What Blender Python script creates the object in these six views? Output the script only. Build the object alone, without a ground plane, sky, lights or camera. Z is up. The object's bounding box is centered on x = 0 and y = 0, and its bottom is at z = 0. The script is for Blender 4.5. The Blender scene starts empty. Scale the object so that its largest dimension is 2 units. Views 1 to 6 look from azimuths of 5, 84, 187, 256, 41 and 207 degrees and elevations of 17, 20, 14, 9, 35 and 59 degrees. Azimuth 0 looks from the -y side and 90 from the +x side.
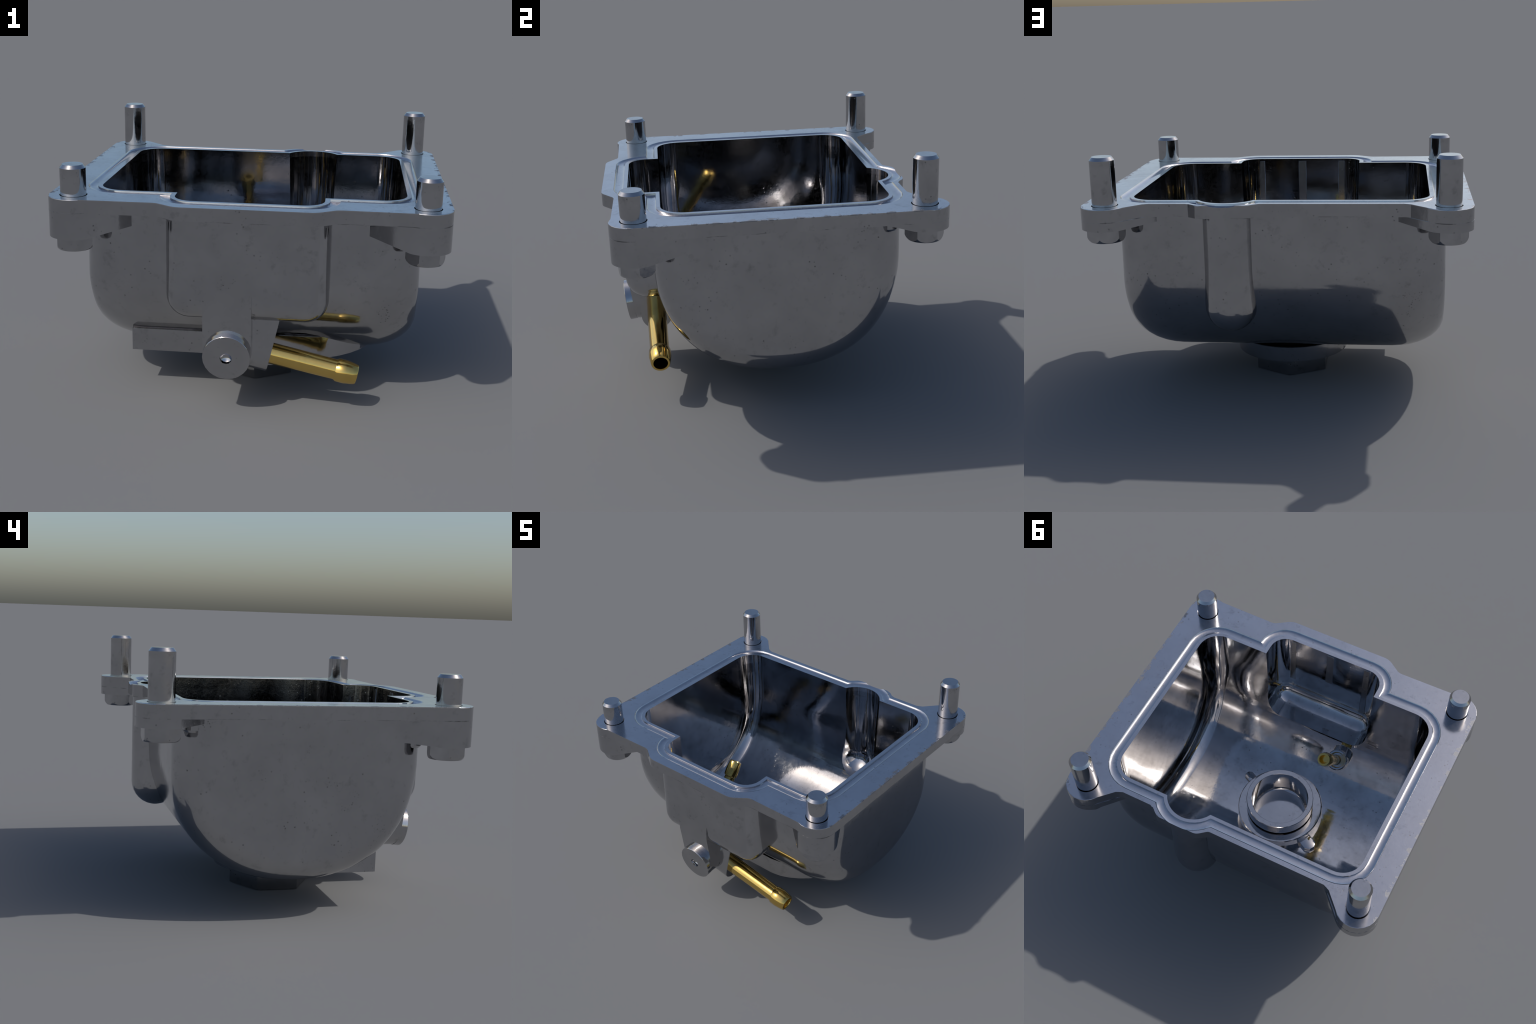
"""Die-cast carburettor float bowl: bowl, rim flange with seal groove, bolts, drain plug, brass fittings."""
import bpy, bmesh, math
from mathutils import Vector, Matrix

# ------------------------------------------------------------------ sizes (metres)
Z_TOP, Z_UNDER = 1.132, 1.063          # rim flange
BARREL_Y, OUT_Z, IN_Z = 0.0275, 0.800, 0.834     # axis of the half-round bowl
OUT_X, OUT_RY, OUT_RZ = 0.875, 0.646, 0.611   # outer half length, half width, depth below the axis
IN_X, IN_RY, IN_RZ, IN_Y = 0.790, 0.5935, 0.598, 0.0265
BOLT_R = 0.065
EARS = {'front': dict(y=-0.700, bottom=0.928, top=1.287), 'back': dict(y=0.757, bottom=1.016, top=1.385)}
EAR_X = 0.876

# ------------------------------------------------------------------ mesh helpers
def obj_from_bm(name, bm, mat=None, angle=35):
    bmesh.ops.recalc_face_normals(bm, faces=bm.faces[:])
    me = bpy.data.meshes.new(name)
    bm.to_mesh(me); bm.free()
    ob = bpy.data.objects.new(name, me)
    bpy.context.scene.collection.objects.link(ob)
    if mat: me.materials.append(mat)
    smooth(ob, angle)
    return ob

def smooth(ob, angle=35):
    me = ob.data
    me.shade_smooth()
    me.set_sharp_from_angle(angle=math.radians(angle))

def weighted(ob):
    m = ob.modifiers.new('face_weighted_normals', 'WEIGHTED_NORMAL')
    m.keep_sharp = True; m.weight = 80

def boolean(ob, other, op='DIFFERENCE', delete=True):
    m = ob.modifiers.new('cut', 'BOOLEAN')
    m.operation, m.object, m.solver = op, other, 'EXACT'
    dg = bpy.context.evaluated_depsgraph_get()
    me = bpy.data.meshes.new_from_object(ob.evaluated_get(dg))
    ob.modifiers.remove(m)
    old = ob.data; ob.data = me; me.name = old.name
    bpy.data.meshes.remove(old)
    if delete: drop(other)
    return ob

def drop(ob):
    me = ob.data
    bpy.data.objects.remove(ob); bpy.data.meshes.remove(me)

def clean(ob, dist=0.0006, angle=35):
    bm = bmesh.new(); bm.from_mesh(ob.data)
    bmesh.ops.remove_doubles(bm, verts=bm.verts[:], dist=dist)
    bmesh.ops.dissolve_degenerate(bm, edges=bm.edges[:], dist=1e-5)
    bm.to_mesh(ob.data); bm.free()
    smooth(ob, angle)

def rounded(corners, seg=7):
    """corners: (x, y, radius) in order; returns the outline with every corner rounded."""
    out = []; n = len(corners)
    for i, (x, y, r) in enumerate(corners):
        p = Vector((x, y)); a = Vector(corners[i-1][:2]) - p; b = Vector(corners[(i+1) % n][:2]) - p
        if r <= 1e-4: out.append((x, y)); continue
        ang = a.angle(b); t = r / math.tan(ang / 2)
        a.normalize(); b.normalize()
        c = p + (a + b).normalized() * (r / math.sin(ang / 2))
        s, e = p + a * t - c, p + b * t - c
        full = s.angle_signed(e)
        for k in range(seg + 1):
            v = s.copy(); v.rotate(Matrix.Rotation(-full * k / seg, 2)); out.append((c.x + v.x, c.y + v.y))
    return out

def prism(name, outline, z0, z1, mat=None, bevel=0.0, bottom_fn=None, both=True):
    bm = bmesh.new()
    lo = [bm.verts.new((x, y, bottom_fn(x, y) if bottom_fn else z0)) for x, y in outline]
    hi = [bm.verts.new((x, y, z1)) for x, y in outline]
    n = len(outline)
    fl = bm.faces.new(lo[::-1]); fh = bm.faces.new(hi)
    for i in range(n): bm.faces.new((lo[i], lo[(i+1) % n], hi[(i+1) % n], hi[i]))
    if bottom_fn: bmesh.ops.triangulate(bm, faces=[fl])
    if bevel:
        es = [e for e in bm.edges if abs(e.verts[0].co.z - e.verts[1].co.z) < 1e-6 and (both or e.verts[0].co.z > (z0+z1)/2)]
        bmesh.ops.bevel(bm, geom=es, offset=bevel, segments=2, profile=0.5, affect='EDGES', clamp_overlap=True)
    return obj_from_bm(name, bm, mat)

def lathe(name, profile, seg=32, mat=None, matrix=None, close=True, angle=35):
    """profile (r, z) revolved round z; r = 0 points close the ends."""
    bm = bmesh.new(); rings = []
    for r, z in profile:
        if r < 1e-6: rings.append([bm.verts.new((0, 0, z))])
        else: rings.append([bm.verts.new((r*math.cos(2*math.pi*k/seg), r*math.sin(2*math.pi*k/seg), z)) for k in range(seg)])
    for a, b in zip(rings, rings[1:]):
        for k in range(seg):
            q = [a[k % len(a)], a[(k+1) % len(a)], b[(k+1) % len(b)], b[k % len(b)]]
            q = list(dict.fromkeys(q))
            if len(q) > 2: bm.faces.new(q)
    if matrix: bmesh.ops.transform(bm, matrix=matrix, verts=bm.verts[:])
    return obj_from_bm(name, bm, mat, angle)

def half_round_trough(name, half_x, yc, zc, ry, rz, z_top, r_side, r_floor, power=2.0, reach=None, draft=0.0, seg_arc=44, seg_fillet=9, z_fade=0.30):
    """U-section bar along x: straight walls, (super)elliptic floor, filleted ends whose walls lean in by `draft`."""
    prof = []                                   # (y, z), inward normal
    nside = 1
    def fil(z):
        t = min(1, max(0, (zc + 0.03 - z) / z_fade)); t = t*t*(3-2*t)
        return r_side + (r_floor - r_side) * t
    for k in range(nside): prof.append(((yc - ry, z_top + (zc - z_top) * k / nside), (1, 0)))
    for k in range(seg_arc + 1):
        a = math.pi * k / seg_arc
        c, s = math.cos(a), math.sin(a); e = 2.0 / power
        u, v = math.copysign(abs(c)**e, c), max(s, 0)**e
        n = Vector((math.copysign(abs(u)**(power-1), c)/ry, v**(power-1)/rz)).normalized()
        prof.append(((yc - ry*u, zc - rz*v), (n.x, n.y)))
    for k in range(1, nside + 1): prof.append(((yc + ry, zc + (z_top - zc) * k / nside), (-1, 0)))
    bm = bmesh.new(); rows = []
    angs = [math.pi/2 * k / seg_fillet for k in range(seg_fillet + 1)]
    stations = [(-1, a) for a in angs] + [(1, a) for a in reversed(angs)]
    for sgn, a in stations:
        row = []
        for (y, z), (ny, nz) in prof:
            R = fil(z); ins = R * (1 - math.sin(a)); zz = z + nz * ins
            if reach: R = r_side + (reach - r_side) * (R - r_side) / (r_floor - r_side)
            x = half_x - draft * max(0, Z_TOP - zz) - R * (1 - math.cos(a))
            row.append(bm.verts.new((sgn * x, y + ny * ins, zz)))
        rows.append(row)
    for A, B in zip(rows, rows[1:]):
        for k in range(len(prof) - 1): bm.faces.new((A[k], B[k], B[k+1], A[k+1]))
        bm.faces.new((A[0], A[-1], B[-1], B[0]))
    bm.faces.new(rows[0][::-1]); bm.faces.new(rows[-1])
    return obj_from_bm(name, bm)

def soft_box(name, x0, x1, y0, y1, z0, z1, r, seg=6, round_top=False):
    bm = bmesh.new(); bmesh.ops.create_cube(bm, size=1)
    for v in bm.verts: v.co = (x0 if v.co.x < 0 else x1, y0 if v.co.y < 0 else y1, z0 if v.co.z < 0 else z1)
    es = []
    for e in bm.edges:
        m = (e.verts[0].co + e.verts[1].co) / 2
        if abs(m.z - z1) < 1e-6 and not round_top: continue
        if abs(m.y - y1) < 1e-6: continue
        es.append(e)
    bmesh.ops.bevel(bm, geom=es, offset=r, segments=seg, profile=0.5, affect='EDGES', clamp_overlap=True)
    return obj_from_bm(name, bm)

def hexagon(r, turn=0.0):
    return [(r*math.cos(turn + math.pi/3*k), r*math.sin(turn + math.pi/3*k)) for k in range(6)]

# ------------------------------------------------------------------ materials
def metal(name, dark, light, rough, grain=1.0, pits=0.5, bump=0.02, seam=False, dark_mottle=0.0, chips=False):
    mat = bpy.data.materials.new(name); mat.use_nodes = True
    nt = mat.node_tree; nt.nodes.clear(); N, L = nt.nodes.new, nt.links.new
    out = N('ShaderNodeOutputMaterial'); bs = N('ShaderNodeBsdfPrincipled')
    tc = N('ShaderNodeTexCoord'); L(bs.outputs[0], out.inputs[0])
    bs.inputs['Metallic'].default_value = 1.0
    def noise(scale, detail=4, rgh=0.55):
        n = N('ShaderNodeTexNoise'); n.inputs['Scale'].default_value = scale
        n.inputs['Detail'].default_value = detail; n.inputs['Roughness'].default_value = rgh
        L(tc.outputs['Object'], n.inputs['Vector']); return n.outputs['Fac']
    def mapr(v, a, b, c, d):
        m = N('ShaderNodeMapRange'); L(v, m.inputs[0])
        for i, x in zip((1, 2, 3, 4), (a, b, c, d)): m.inputs[i].default_value = x
        return m.outputs[0]
    def math_(op, a, b):
        m = N('ShaderNodeMath'); m.operation = op
        for i, x in enumerate((a, b)):
            if isinstance(x, (int, float)): m.inputs[i].default_value = x
            else: L(x, m.inputs[i])
        return m.outputs[0]
    def mix(f, a, b):
        m = N('ShaderNodeMix'); m.data_type = 'RGBA'; L(f, m.inputs[0])
        for i, x in ((6, a), (7, b)):
            if isinstance(x, tuple): m.inputs[i].default_value = (*x, 1)
            else: L(x, m.inputs[i])
        return m.outputs[2]
    cloud = mapr(noise(5.0, 6, 0.6), 0.35, 0.68, 0, 1)
    fine = mapr(noise(42.0, 4, 0.6), 0.40, 0.65, 0, 1)
    col = mix(cloud, light, tuple(0.5*(a+b) for a, b in zip(dark, light)))
    # casting pits: sparse small dark specks gathered in patches
    vo = N('ShaderNodeTexVoronoi'); vo.inputs['Scale'].default_value = 33; L(tc.outputs['Object'], vo.inputs['Vector'])
    speck = mapr(vo.outputs['Distance'], 0.07, 0.19, 1, 0)
    vo2 = N('ShaderNodeTexVoronoi'); vo2.inputs['Scale'].default_value = 70; L(tc.outputs['Object'], vo2.inputs['Vector'])
    speck2 = mapr(vo2.outputs['Distance'], 0.12, 0.34, 1, 0)
    patch = mapr(noise(7.3, 3), 0.52, 0.62, 0, 1)
    patch2 = mapr(noise(5.1, 4, 0.65), 0.63, 0.72, 0, 1)
    pit = math_('MULTIPLY', math_('MAXIMUM', math_('MULTIPLY', speck, patch), math_('MULTIPLY', speck2, patch2)), pits)
    smear = math_('MULTIPLY', mapr(noise(17, 6, 0.7), 0.56, 0.76, 0, 0.45), pits)
    col = mix(math_('MAXIMUM', pit, smear), col, tuple(0.22*c for c in dark))
    if dark_mottle:     # cloudy dark patches mixed into the colour of the inside walls
        st = math_('MULTIPLY', mapr(noise(4.2, 9, 0.68), 0.44, 0.62, 0, 1), dark_mottle)
        col = mix(st, col, (0.10, 0.095, 0.09))
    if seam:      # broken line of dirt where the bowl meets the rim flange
        sx = N('ShaderNodeSeparateXYZ'); L(tc.outputs['Object'], sx.inputs[0])
        off = math_('ABSOLUTE', math_('SUBTRACT', sx.outputs['Z'], Z_UNDER), 0)
        line = math_('MULTIPLY', mapr(off, 0.0012, 0.0035, 1, 0), mapr(noise(6.0, 5, 0.7), 0.50, 0.60, 0, 0.65))
        col = mix(line, col, (0.04, 0.04, 0.042))
    L(col, bs.inputs['Base Color'])
    r1 = mapr(cloud, 0, 1, rough[0], rough[1])
    r2 = math_('ADD', r1, math_('MULTIPLY', fine, 0.03*grain))
    r3 = math_('ADD', r2, math_('MULTIPLY', pit, 0.25))
    if chips:     # dull nicks along the outer long edges of the rim
        sx = N('ShaderNodeSeparateXYZ'); L(tc.outputs['Object'], sx.inputs[0])
        edge = mapr(math_('ABSOLUTE', sx.outputs['X'], 0), 0.972, 0.992, 0, 1)
        nick = mapr(math_('ADD', noise(17, 5, 0.7), math_('MULTIPLY', edge, 0.10)), 0.60, 0.64, 0, 1)
        nick = math_('MULTIPLY', nick, math_('GREATER_THAN', edge, 0.05))
        r3 = math_('ADD', r3, math_('MULTIPLY', nick, 0.35))
        L(mix(nick, col, tuple(0.62*c for c in dark)), bs.inputs['Base Color'])
    L(r3, bs.inputs['Roughness'])
    h = math_('ADD', math_('ADD', noise(13, 5, 0.6), math_('MULTIPLY', noise(75, 3, 0.6), 0.14)), math_('MULTIPLY', pit, -0.5))
    b = N('ShaderNodeBump'); b.inputs['Strength'].default_value = bump * 10; b.inputs['Distance'].default_value = 0.002
    L(h, b.inputs['Height']); L(b.outputs[0], bs.inputs['Normal'])
    return mat

CAST = metal('cast_aluminium', (0.36, 0.36, 0.37), (0.465, 0.465, 0.475), (0.05, 0.12), pits=0.7, bump=0.02, seam=True)
INSIDE = metal('dark_mottled_inner_wall', (0.38, 0.38, 0.39), (0.49, 0.49, 0.50), (0.045, 0.11), pits=0.8, bump=0.02, dark_mottle=0.22)
MILLED = metal('milled_rim_aluminium', (0.43, 0.43, 0.45), (0.57, 0.57, 0.59), (0.11, 0.18), pits=0.6, bump=0.02, chips=True)
STEEL = metal('zinc_plated_steel', (0.27, 0.27, 0.28), (0.49, 0.49, 0.50), (0.06, 0.20), pits=0.9, bump=0.02)
STRIP = metal('matte_grey_strip', (0.24, 0.24, 0.25), (0.33, 0.33, 0.34), (0.20, 0.26), pits=0.3, bump=0.01)
BRASS = metal('yellow_brass', (0.60, 0.40, 0.10), (0.78, 0.55, 0.17), (0.10, 0.16), pits=0.25, bump=0.02)

# ------------------------------------------------------------------ the thing
root = bpy.data.objects.new('carburetor_float_bowl', None)
bpy.context.scene.collection.objects.link(root)
root['label'] = 'grey die-cast metal carburetor float bowl with four bolts and brass nozzle'
root['category'] = 'engine part'
def part(ob, parent=None, mat=None):
    ob.parent = parent or root
    if mat:
        ob.data.materials.clear(); ob.data.materials.append(mat)
    return ob

# ---- plan outlines
def cavity_outline(d=0.0):
    """Inner edge of the rim pushed outwards by d (front pocket at -y, round well at +y)."""
    cx, cy, R = 0.266, 0.545, 0.163 + d
    yb = 0.620 + d
    hw = math.sqrt(R*R - (yb - cy)**2)
    c = [(0.79+d, -0.567-d, 0.13+d), (0.79+d, yb, 0.13+d)]
    pts = rounded([(0.38+d, -0.567-d, 0)] + c + [(cx+hw, yb, 0)])
    a0 = math.atan2(yb-cy, hw); n = 12
    pts += [(cx + R*math.cos(a0 + (math.pi-2*a0)*k/n), cy + R*math.sin(a0 + (math.pi-2*a0)*k/n)) for k in range(1, n+1)]
    pts += rounded([(cx-hw, yb, 0), (-0.79-d, yb, 0.13+d), (-0.79-d, -0.567-d, 0.13+d), (-0.38-d, -0.567-d, 0)])[1:]
    pts += rounded([(-0.38-d, -0.567-d, 0), (-0.38-d, -0.743-d, 0.105+d), (0.38+d, -0.743-d, 0.105+d), (0.38+d, -0.567-d, 0)])[1:-1]
    return pts

def flange_outline():
    ear = EARS['back']['y']
    def arc(cx, a0, a1, n=9): return [(cx + 0.124*math.cos(math.radians(a0+(a1-a0)*k/n)), ear + 0.124*math.sin(math.radians(a0+(a1-a0)*k/n))) for k in range(n+1)]
    fr = EARS['front']['y']
    def front_arc(cx, a0, a1, n=8): return [(cx + 0.124*math.cos(math.radians(a0+(a1-a0)*k/n)), fr + 0.124*math.sin(math.radians(a0+(a1-a0)*k/n))) for k in range(n+1)]
    p = rounded([(0, -0.878, 0), (0.342, -0.878, 0.10), (0.442, -0.808, 0.06), (0.80, -0.808, 0)])
    p += front_arc(0.876, -115, 0)
    p += arc(0.876, 0, 150)
    p += rounded([(0.765, 0.82, 0), (0.675, 0.720, 0.05), (0.452, 0.720, 0.03), (0.395, 0.768, 0.06), (0.138, 0.768, 0.06), (0.080, 0.720, 0.03), (-0.675, 0.720, 0.05), (-0.765, 0.82, 0)], 4)[1:-1]
    p += arc(-0.876, 30, 180)
    p += front_arc(-0.876, -180, -65)
    p += rounded([(-0.80, -0.808, 0), (-0.442, -0.808, 0.06), (-0.342, -0.878, 0.10), (0, -0.878, 0)])[:-1]
    return p

# ---- cavity cutter (bowl interior + front pocket + round well)
def cavity_cutter():
    c = half_round_trough('cut', IN_X, IN_Y, IN_Z, IN_RY, IN_RZ, 1.30, 0.13, 0.10, 2.35, draft=0.022)
    pocket = soft_box('cut', -0.38, 0.38, -0.743, -0.30, 0.563, 1.31, 0.105)
    well = lathe('cut', [(0, 1.32), (0.163, 1.32), (0.163, 1.1)] + [(0.148*math.cos(a), 0.61 + 0.148*math.sin(a)) for a in [-math.pi/2*k/8 for k in range(8)]] + [(0, 0.462)], 40,
                 matrix=Matrix.Translation((0.266, 0.545, 0)))
    for v in pocket.data.vertices: v.co.x *= 1 - 0.11*max(0, Z_TOP - 0.05 - v.co.z); v.co.y += 0.025*max(0, Z_TOP - 0.05 - v.co.z)
    boolean(c, pocket, 'UNION'); boolean(c, well, 'UNION')
    return c

# ---- bowl
cutter = cavity_cutter()
bowl_solid = half_round_trough('solid', OUT_X, BARREL_Y, OUT_Z, OUT_RY, OUT_RZ, Z_UNDER, 0.205, 0.165, 2.22, reach=0.28)

bowl = bowl_solid.copy(); bowl.data = bowl_solid.data.copy(); bowl.name = bowl.data.name = 'bowl'
bpy.context.scene.collection.objects.link(bowl)
boolean(bowl, cutter, delete=False)
boolean(bowl, lathe('cut', [(0, 0.05), (0.204, 0.05), (0.204, 0.5), (0, 0.5)], 40, matrix=Matrix.Translation((0.005, -0.030, 0)))); clean(bowl); weighted(bowl); part(bowl, mat=CAST)
bowl.data.materials.append(INSIDE)
for f in bowl.data.polygons:
    c = f.center
    if abs(c.x) < 0.80 and f.normal.dot(c - Vector((0, BARREL_Y, OUT_Z))) < 0 and f.normal.z > -0.5: f.material_index = 1

# ---- front pocket housing
pocket = soft_box('pocket_housing', -0.415, 0.415, -0.786, -0.36, 0.511, Z_UNDER, 0.12, 8)
pocket_solid = pocket.copy(); pocket_solid.data = pocket.data.copy()
bpy.context.scene.collection.objects.link(pocket_solid)
boolean(pocket, bowl_solid, delete=False); boolean(pocket, cutter, delete=False)
clean(pocket); weighted(pocket); part(pocket, mat=CAST)
pocket.data.materials.append(INSIDE)
for f in pocket.data.polygons:
    if abs(f.center.x) < 0.39 and f.center.y > -0.76 and f.center.z > 0.55 and f.normal.z > -0.3: f.material_index = 1

# ---- round well housing on the back
well = lathe('well_housing', [(0, Z_UNDER), (0.140, Z_UNDER), (0.140, 0.56)] + [(0.140*math.cos(a), 0.56 + 0.140*math.sin(a)) for a in [-math.pi/2*k/8 for k in range(1, 8)]] + [(0, 0.420)], 24,
             matrix=Matrix.Translation((0.258, 0.614, 0)))
boolean(well, bowl_solid, delete=False); boolean(well, cutter, delete=False)
clean(well); weighted(well); part(well, mat=CAST)

# ---- rim flange with seal groove
flange = prism('rim_flange', flange_outline(), Z_UNDER, Z_TOP, bevel=0.004, both=False)
boolean(flange, cutter, delete=False)
def groove_cutter():
    bm = bmesh.new(); rings = []
    section = [(0.0200, 0), (0.0220, -0.0105), (0.0260, -0.0125), (0.0350, -0.0135), (0.0460, -0.0135), (0.0560, -0.0120), (0.0640, -0.0095), (0.0695, -0.0050), (0.0720, 0)]
    for d, z in section + [(0.0720, 0.05), (0.0200, 0.05)]:
        rings.append([bm.verts.new((x, y, Z_TOP + z)) for x, y in cavity_outline(d)])
    m = len(rings[0]); R = len(rings)
    for i in range(R):
        A, B = rings[i], rings[(i+1) % R]
        for k in range(m): bm.faces.new((A[k], A[(k+1) % m], B[(k+1) % m], B[k]))
    return obj_from_bm('cut', bm)
boolean(flange, groove_cutter())
for e in EARS.values():
    for sx in (-1, 1):
        boolean(flange, prism('cut', [(sx*EAR_X + 0.0695*math.cos(a), e['y'] + 0.0695*math.sin(a)) for a in [2*math.pi*k/32 for k in range(32)]], 1.10, 1.3))
clean(flange, 0.0004, 30); weighted(flange); part(flange, mat=MILLED)
flange.data.materials.append(CAST); flange.data.materials.append(INSIDE)          # the machined top is duller than the cast wall below it
for f in flange.data.polygons:
    if abs(f.normal.z) < 0.5 and f.area > 2e-5 and min(flange.data.vertices[v].co.z for v in f.vertices) < Z_UNDER + 0.02: f.material_index = 2 if abs(f.center.x) < 0.80 and -0.75 < f.center.y < 0.712 else 1

# ---- ears under the flange corners, with the small cast lug beside each
def hull(points):
    pts = sorted(set(points)); 
    def half(ps):
        h = []
        for p in ps:
            while len(h) > 1 and (h[-1][0]-h[-2][0])*(p[1]-h[-2][1]) - (h[-1][1]-h[-2][1])*(p[0]-h[-2][0]) <= 0: h.pop()
            h.append(p)
        return h[:-1]
    return half(pts) + half(pts[::-1])
for key, e in EARS.items():
    for sx in (-1, 1):
        circ = [(EAR_X + 0.1238*math.cos(2*math.pi*k/36), e['y'] + 0.1238*math.sin(2*math.pi*k/36)) for k in range(36)]
        if key == 'front':
            anchor = [(0.565, -0.585), (0.845, -0.395), (0.79, -0.575)]
            slope = lambda x, y: 0.928 + 0.16*max(0, (0.78 - abs(x))) + 0.08*max(0, y + 0.62)
        else:
            anchor = [(0.60, 0.645), (0.845, 0.53), (0.79, 0.63)]
            slope = lambda x, y: 1.016 + 0.07*max(0, 0.78 - abs(x)) + 0.07*max(0, 0.68 - y)
        outline = [(sx*x, y) for x, y in hull(circ + anchor[:2])]
        # keep the inner side inside the wall
        i = [k for k, p in enumerate(outline) if abs(abs(p[0]) - anchor[0][0]) < 1e-6][0]
        j = [k for k, p in enumerate(outline) if abs(p[1] - anchor[1][1]) < 1e-6][0]
        ins = (sx*anchor[2][0], anchor[2][1]); n = len(outline)
        if (i + 1) % n == j: outline.insert(i+1, ins)
        elif (j + 1) % n == i: outline.insert(j+1, ins)
        ear = prism('mounting_ear', outline, 0, Z_UNDER, mat=CAST, bottom_fn=slope)
        clean(ear, 0.0003, 30); weighted(ear); part(ear, mat=CAST)
        ny = -0.540 if key == 'front' else 0.585
        nub = lathe('cast_lug', [(0, 0.08), (0.058, 0.08), (0.058, 0.012), (0.048, 0), (0, 0)], 24,
                    matrix=Matrix.Translation((sx*0.79, ny, (0.908 if key == 'front' else 0.980))))
        boolean(nub, cutter, delete=False); smooth(nub); part(nub, mat=CAST)

# ---- bolts: shank with chamfered tip, hexagon head
shank_profile = [(0, 0), (BOLT_R, 0), (BOLT_R, 0.355), (0.052, 0.372), (0, 0.372)]
def bolt_meshes():
    s = lathe('bolt', shank_profile, 28, STEEL)
    bm = bmesh.new()
    r, h = 0.100, 0.069
    rows = []
    for z, k in ((0, 1.0), (-h*0.62, 1.0)): rows.append((z, k))
    head = prism('hex_head', hexagon(r, math.radians(20)), -h, 0.0, STEEL)
    dome = lathe('cut', [(0, 0.01), (0.13, 0.01), (0.13, -0.022), (0.1010, -0.044), (0.0945, -0.058), (0.085, -h), (0, -h)], 40)
    boolean(head, dome, 'INTERSECT'); clean(head, 0.0004, 25)
    head.data.materials.clear(); head.data.materials.append(STEEL)
    bm.free()
    return s, head
shank0, head0 = bolt_meshes()
shank_mesh, head_mesh = shank0.data, head0.data
bpy.data.objects.remove(shank0); bpy.data.objects.remove(head0)
for i, (key, sx, turn) in enumerate((('front', -1, 25), ('front', 1, -11), ('back', -1, -17), ('back', 1, 5))):
    e = EARS[key]
    b = bpy.data.objects.new('bolt', shank_mesh); bpy.context.scene.collection.objects.link(b)
    b.location = (sx*EAR_X, e['y'], e['top'] - 0.372); b.parent = root
    h = bpy.data.objects.new('hex_head', head_mesh); bpy.context.scene.collection.objects.link(h)
    h.parent = b; h.location = (0, 0, e['bottom'] - (e['top'] - 0.372)); h.rotation_euler = (0, 0, math.radians(turn))

# ---- pocket wall strips
for x0, x1, z0 in ((0.246, 0.284, 0.735), (-0.024, 0.026, 0.84), (-0.273, -0.232, 0.66)):
    bm = bmesh.new(); bmesh.ops.create_cube(bm, size=1)
    for v in bm.verts: v.co = (x0 if v.co.x < 0 else x1, -0.760 if v.co.y < 0 else -0.7390, z0 if v.co.z < 0 else 1.118)
    for v in bm.verts: v.co.y += 0.025*max(0, Z_TOP - 0.05 - v.co.z)
    bmesh.ops.bevel(bm, geom=bm.edges[:], offset=0.002, segments=1, affect='EDGES')
    part(obj_from_bm('wall_strip', bm, STRIP))

# ---- foot pad under the front of the bowl (square left end, swept right end)
pad = prism('foot_pad', [(-0.648, -0.10), (-0.648, -0.442), (0.29, -0.447), (0.36, -0.436), (0.42, -0.412), (0.48, -0.376), (0.54, -0.327), (0.59, -0.27), (0.63, -0.20), (0.65, -0.10)], 0.214, 0.338, bevel=0.001)
boolean(pad, bowl_solid, delete=False); clean(pad); weighted(pad); part(pad, mat=CAST)

# ---- drain post with screw, block and nozzle
post_pts = [(-0.214, 0.74), (-0.214, 0.64), (-0.214, 0.58)] + [(-0.091 + 0.123*math.cos(a), 0.350 + 0.123*math.sin(a)) for a in [math.pi + math.pi*k/16 for k in range(17)]] + [(0.032, 0.58), (0.032, 0.64), (0.032, 0.74)]
def prism_y(name, pts, y0, y1, mat=None, bevel=0.0):
    ob = prism(name, [(x, -z) for x, z in pts], y0, y1, mat, bevel)
    ob.data.transform(Matrix.Rotation(math.radians(-90), 4, 'X'))
    # (x, -z, y) -> (x, y, z)
    smooth(ob); return ob
post = prism_y('drain_post', post_pts, -0.7945, -0.40, CAST)
for v in post.data.vertices:
    if v.co.y < -0.7: v.co.y += 0.13*max(0, 0.58 - v.co.z) + 0.16*max(0, v.co.z - 0.64)      # the face leans back
boolean(post, bowl_solid, delete=False); boolean(post, pocket_solid, delete=False); clean(post); part(post, mat=CAST)

face = lathe('drain_screw', [(0, 0.0), (0.122, 0.0), (0.122, 0.038), (0.1200, 0.040), (0, 0.040)], 24, STEEL,
             Matrix.Translation((-0.090, -0.764, 0.345)) @ Matrix.Rotation(math.radians(90+7.5), 4, 'X'))
hole = lambda: lathe('cut', [(0, 0.004), (0.020, 0.010), (0.031, 0.020), (0.031, 0.2), (0, 0.2)], 12, None,
        Matrix.Translation((-0.091, -0.764, 0.343)) @ Matrix.Rotation(math.radians(90+7.5), 4, 'X'))
boolean(face, hole())
clean(face, 0.0003); part(face, mat=CAST)

root_p, tip_p = Vector((0.110, -0.630, 0.314)), Vector((0.572, -0.621, 0.212))
axis = (tip_p - root_p).normalized()
frame = Matrix.Translation(root_p) @ axis.to_track_quat('Z', 'Y').to_matrix().to_4x4()
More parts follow.
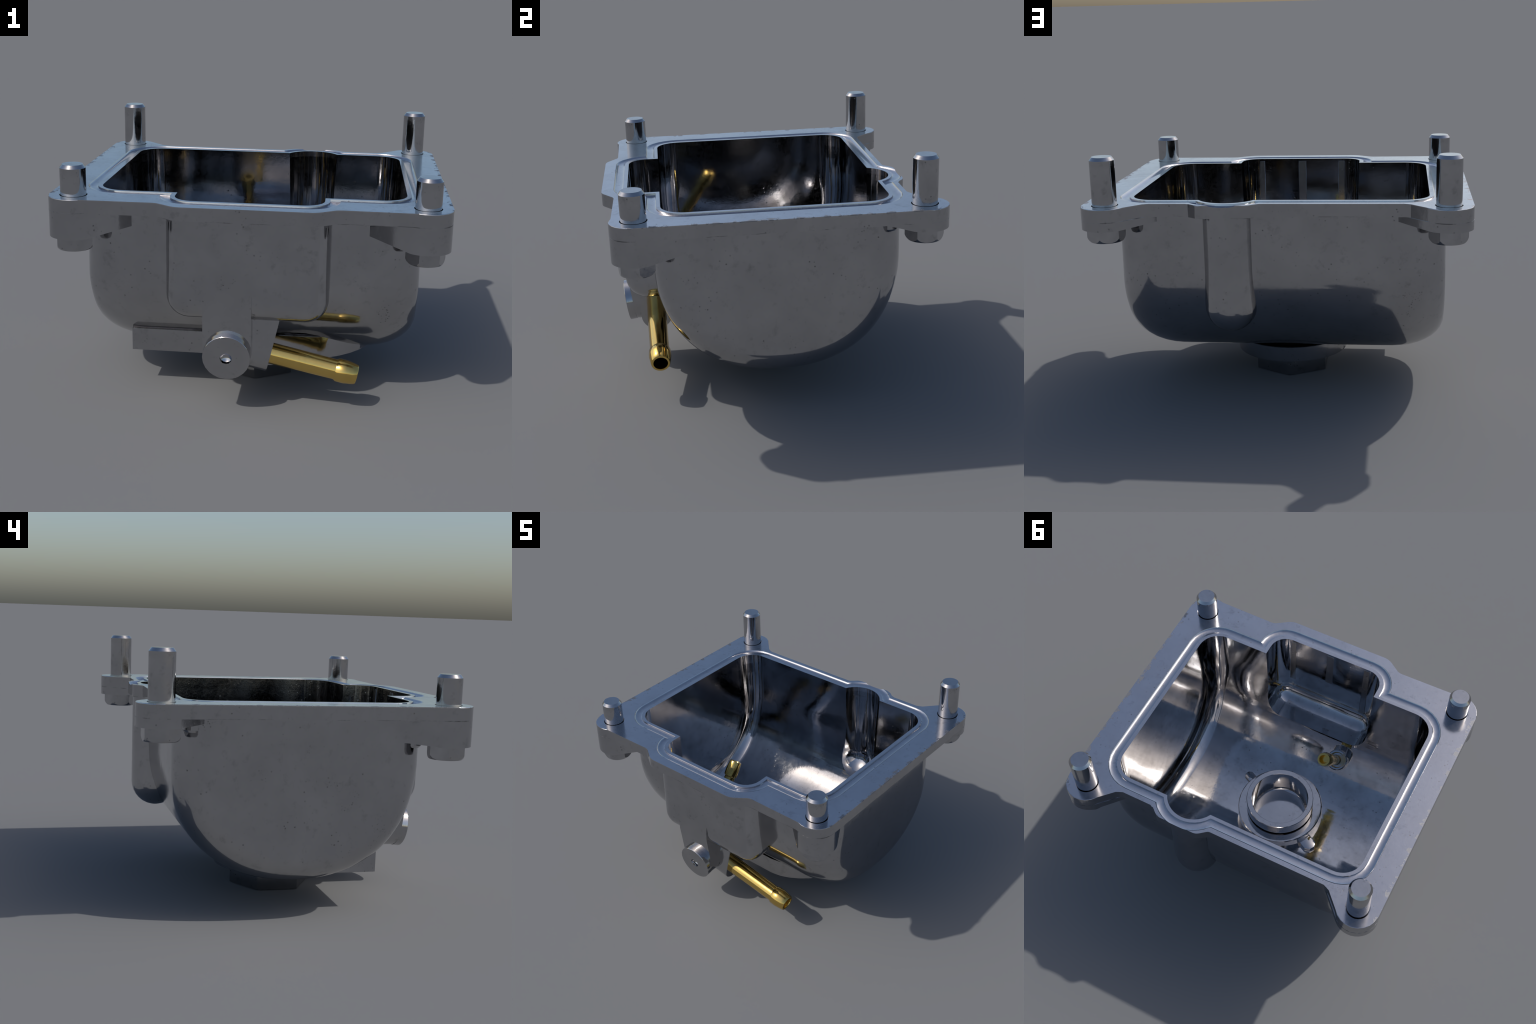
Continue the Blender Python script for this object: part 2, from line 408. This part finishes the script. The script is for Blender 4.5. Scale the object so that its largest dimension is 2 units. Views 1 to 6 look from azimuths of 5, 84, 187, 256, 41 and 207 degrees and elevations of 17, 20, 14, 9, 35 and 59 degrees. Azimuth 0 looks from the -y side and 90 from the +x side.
# block: upright slab with round lower end, its outer face square to the nozzle
blk = [(-0.090, 0.30)] + [(0.090*math.cos(a), 0.098*math.sin(a)) for a in [math.pi + math.pi*k/14 for k in range(15)]] + [(0.090, 0.30)]
def block():
    bm = bmesh.new()
    up = Vector((0, 0, 1)); up = (up - axis*up.dot(axis)).normalized(); side = axis.cross(up)
    rows = [[bm.verts.new(root_p + axis*t + side*s + up*h) for s, h in blk] for t in (-0.20, 0.012)]
    n = len(blk)
    bm.faces.new(rows[0]); bm.faces.new(rows[1])
    for k in range(n): bm.faces.new((rows[0][k], rows[0][(k+1) % n], rows[1][(k+1) % n], rows[1][k]))
    es = [e for e in bm.edges if e.verts[0] in rows[1] and e.verts[1] in rows[1]]
    bmesh.ops.bevel(bm, geom=es, offset=0.004, segments=2, affect='EDGES')
    return obj_from_bm('nozzle_block', bm)
b = block(); boolean(b, bowl_solid, delete=False); boolean(b, pocket_solid, delete=False); clean(b); weighted(b); part(b, mat=CAST)

length = (tip_p - root_p).length
def barb(L):
    return [(0, -0.02), (0.056, -0.02), (0.0555, 0.06), (0.0535, L-0.118), (0.0540, L-0.114), (0.0615, L-0.104), (0.0620, L-0.062), (0.0575, L-0.028), (0.0530, L-0.003), (0.0505, L),
            (0.0405, L), (0.0385, L-0.006), (0.037, L-0.22), (0, L-0.22)]
part(lathe('drain_nozzle', barb(length), 20, BRASS, frame, angle=40))

# ---- brass standpipe inside, in a small cast boss
sp_base, sp_tip = Vector((-0.227, -0.440, 0.463)), Vector((-0.218, -0.206, 0.800))
sa = (sp_tip - sp_base).normalized(); Ls = (sp_tip - sp_base).length
sframe = Matrix.Translation(sp_base) @ sa.to_track_quat('Z', 'Y').to_matrix().to_4x4()
part(lathe('standpipe', [(0, -0.05), (0.037, -0.05), (0.037, Ls-0.115), (0.046, Ls-0.105), (0.0475, Ls-0.06), (0.042, Ls-0.006), (0.040, Ls), (0.029, Ls), (0.017, Ls-0.055), (0, Ls-0.055)], 20, BRASS, sframe))
part(lathe('standpipe_boss', [(0, -0.06), (0.070, -0.06), (0.070, 0.034), (0.064, 0.042), (0.054, 0.042), (0.048, 0.022), (0, 0.022)], 24, CAST, sframe))

# ---- drain plug: hexagon and washer outside, cup and lugs inside
PX, PY = 0.005, -0.030
T = Matrix.Translation((PX, PY, 0))
plug = prism('drain_plug', [(PX+x, PY+y) for x, y in hexagon(0.233, math.radians(90))], 0.0, 0.125, STEEL, 0.003); part(plug)
part(lathe('plug_collar', [(0, 0.118), (0.322, 0.118), (0.325, 0.121), (0.325, 0.203), (0.322, 0.206), (0.314, 0.206), (0.310, 0.135), (0, 0.135)], 40, CAST, T))
part(lathe('sediment_cup', [(0, 0.215), (0.172, 0.215), (0.182, 0.222), (0.187, 0.232), (0.188, 0.398), (0.190, 0.400), (0.220, 0.400), (0.223, 0.397), (0.223, 0.322), (0.219, 0.318), (0.200, 0.318), (0.200, 0.185), (0, 0.185)], 40, CAST, T))
part(lathe('cup_seat', [(0.208, 0.188), (0.282, 0.188), (0.282, 0.300), (0.276, 0.306), (0.214, 0.306), (0.208, 0.300), (0.208, 0.188)], 40, CAST, T))
def lug(ang, r0, r1, w, z):
    a = math.radians(ang); c, s = math.cos(a), math.sin(a)
    pts = [(r0, -w), (r1-w*0.6, -w), (r1, -w*0.4), (r1, w*0.4), (r1-w*0.6, w), (r0, w)]
    part(prism('seat_lug', [(PX + c*u - s*v, PY + s*u + c*v) for u, v in pts], 0.20, z, CAST, 0.006))
lug(-24, 0.24, 0.362, 0.032, 0.268)
lug(152, 0.24, 0.372, 0.044, 0.268)

drop(cutter); drop(bowl_solid); drop(pocket_solid)
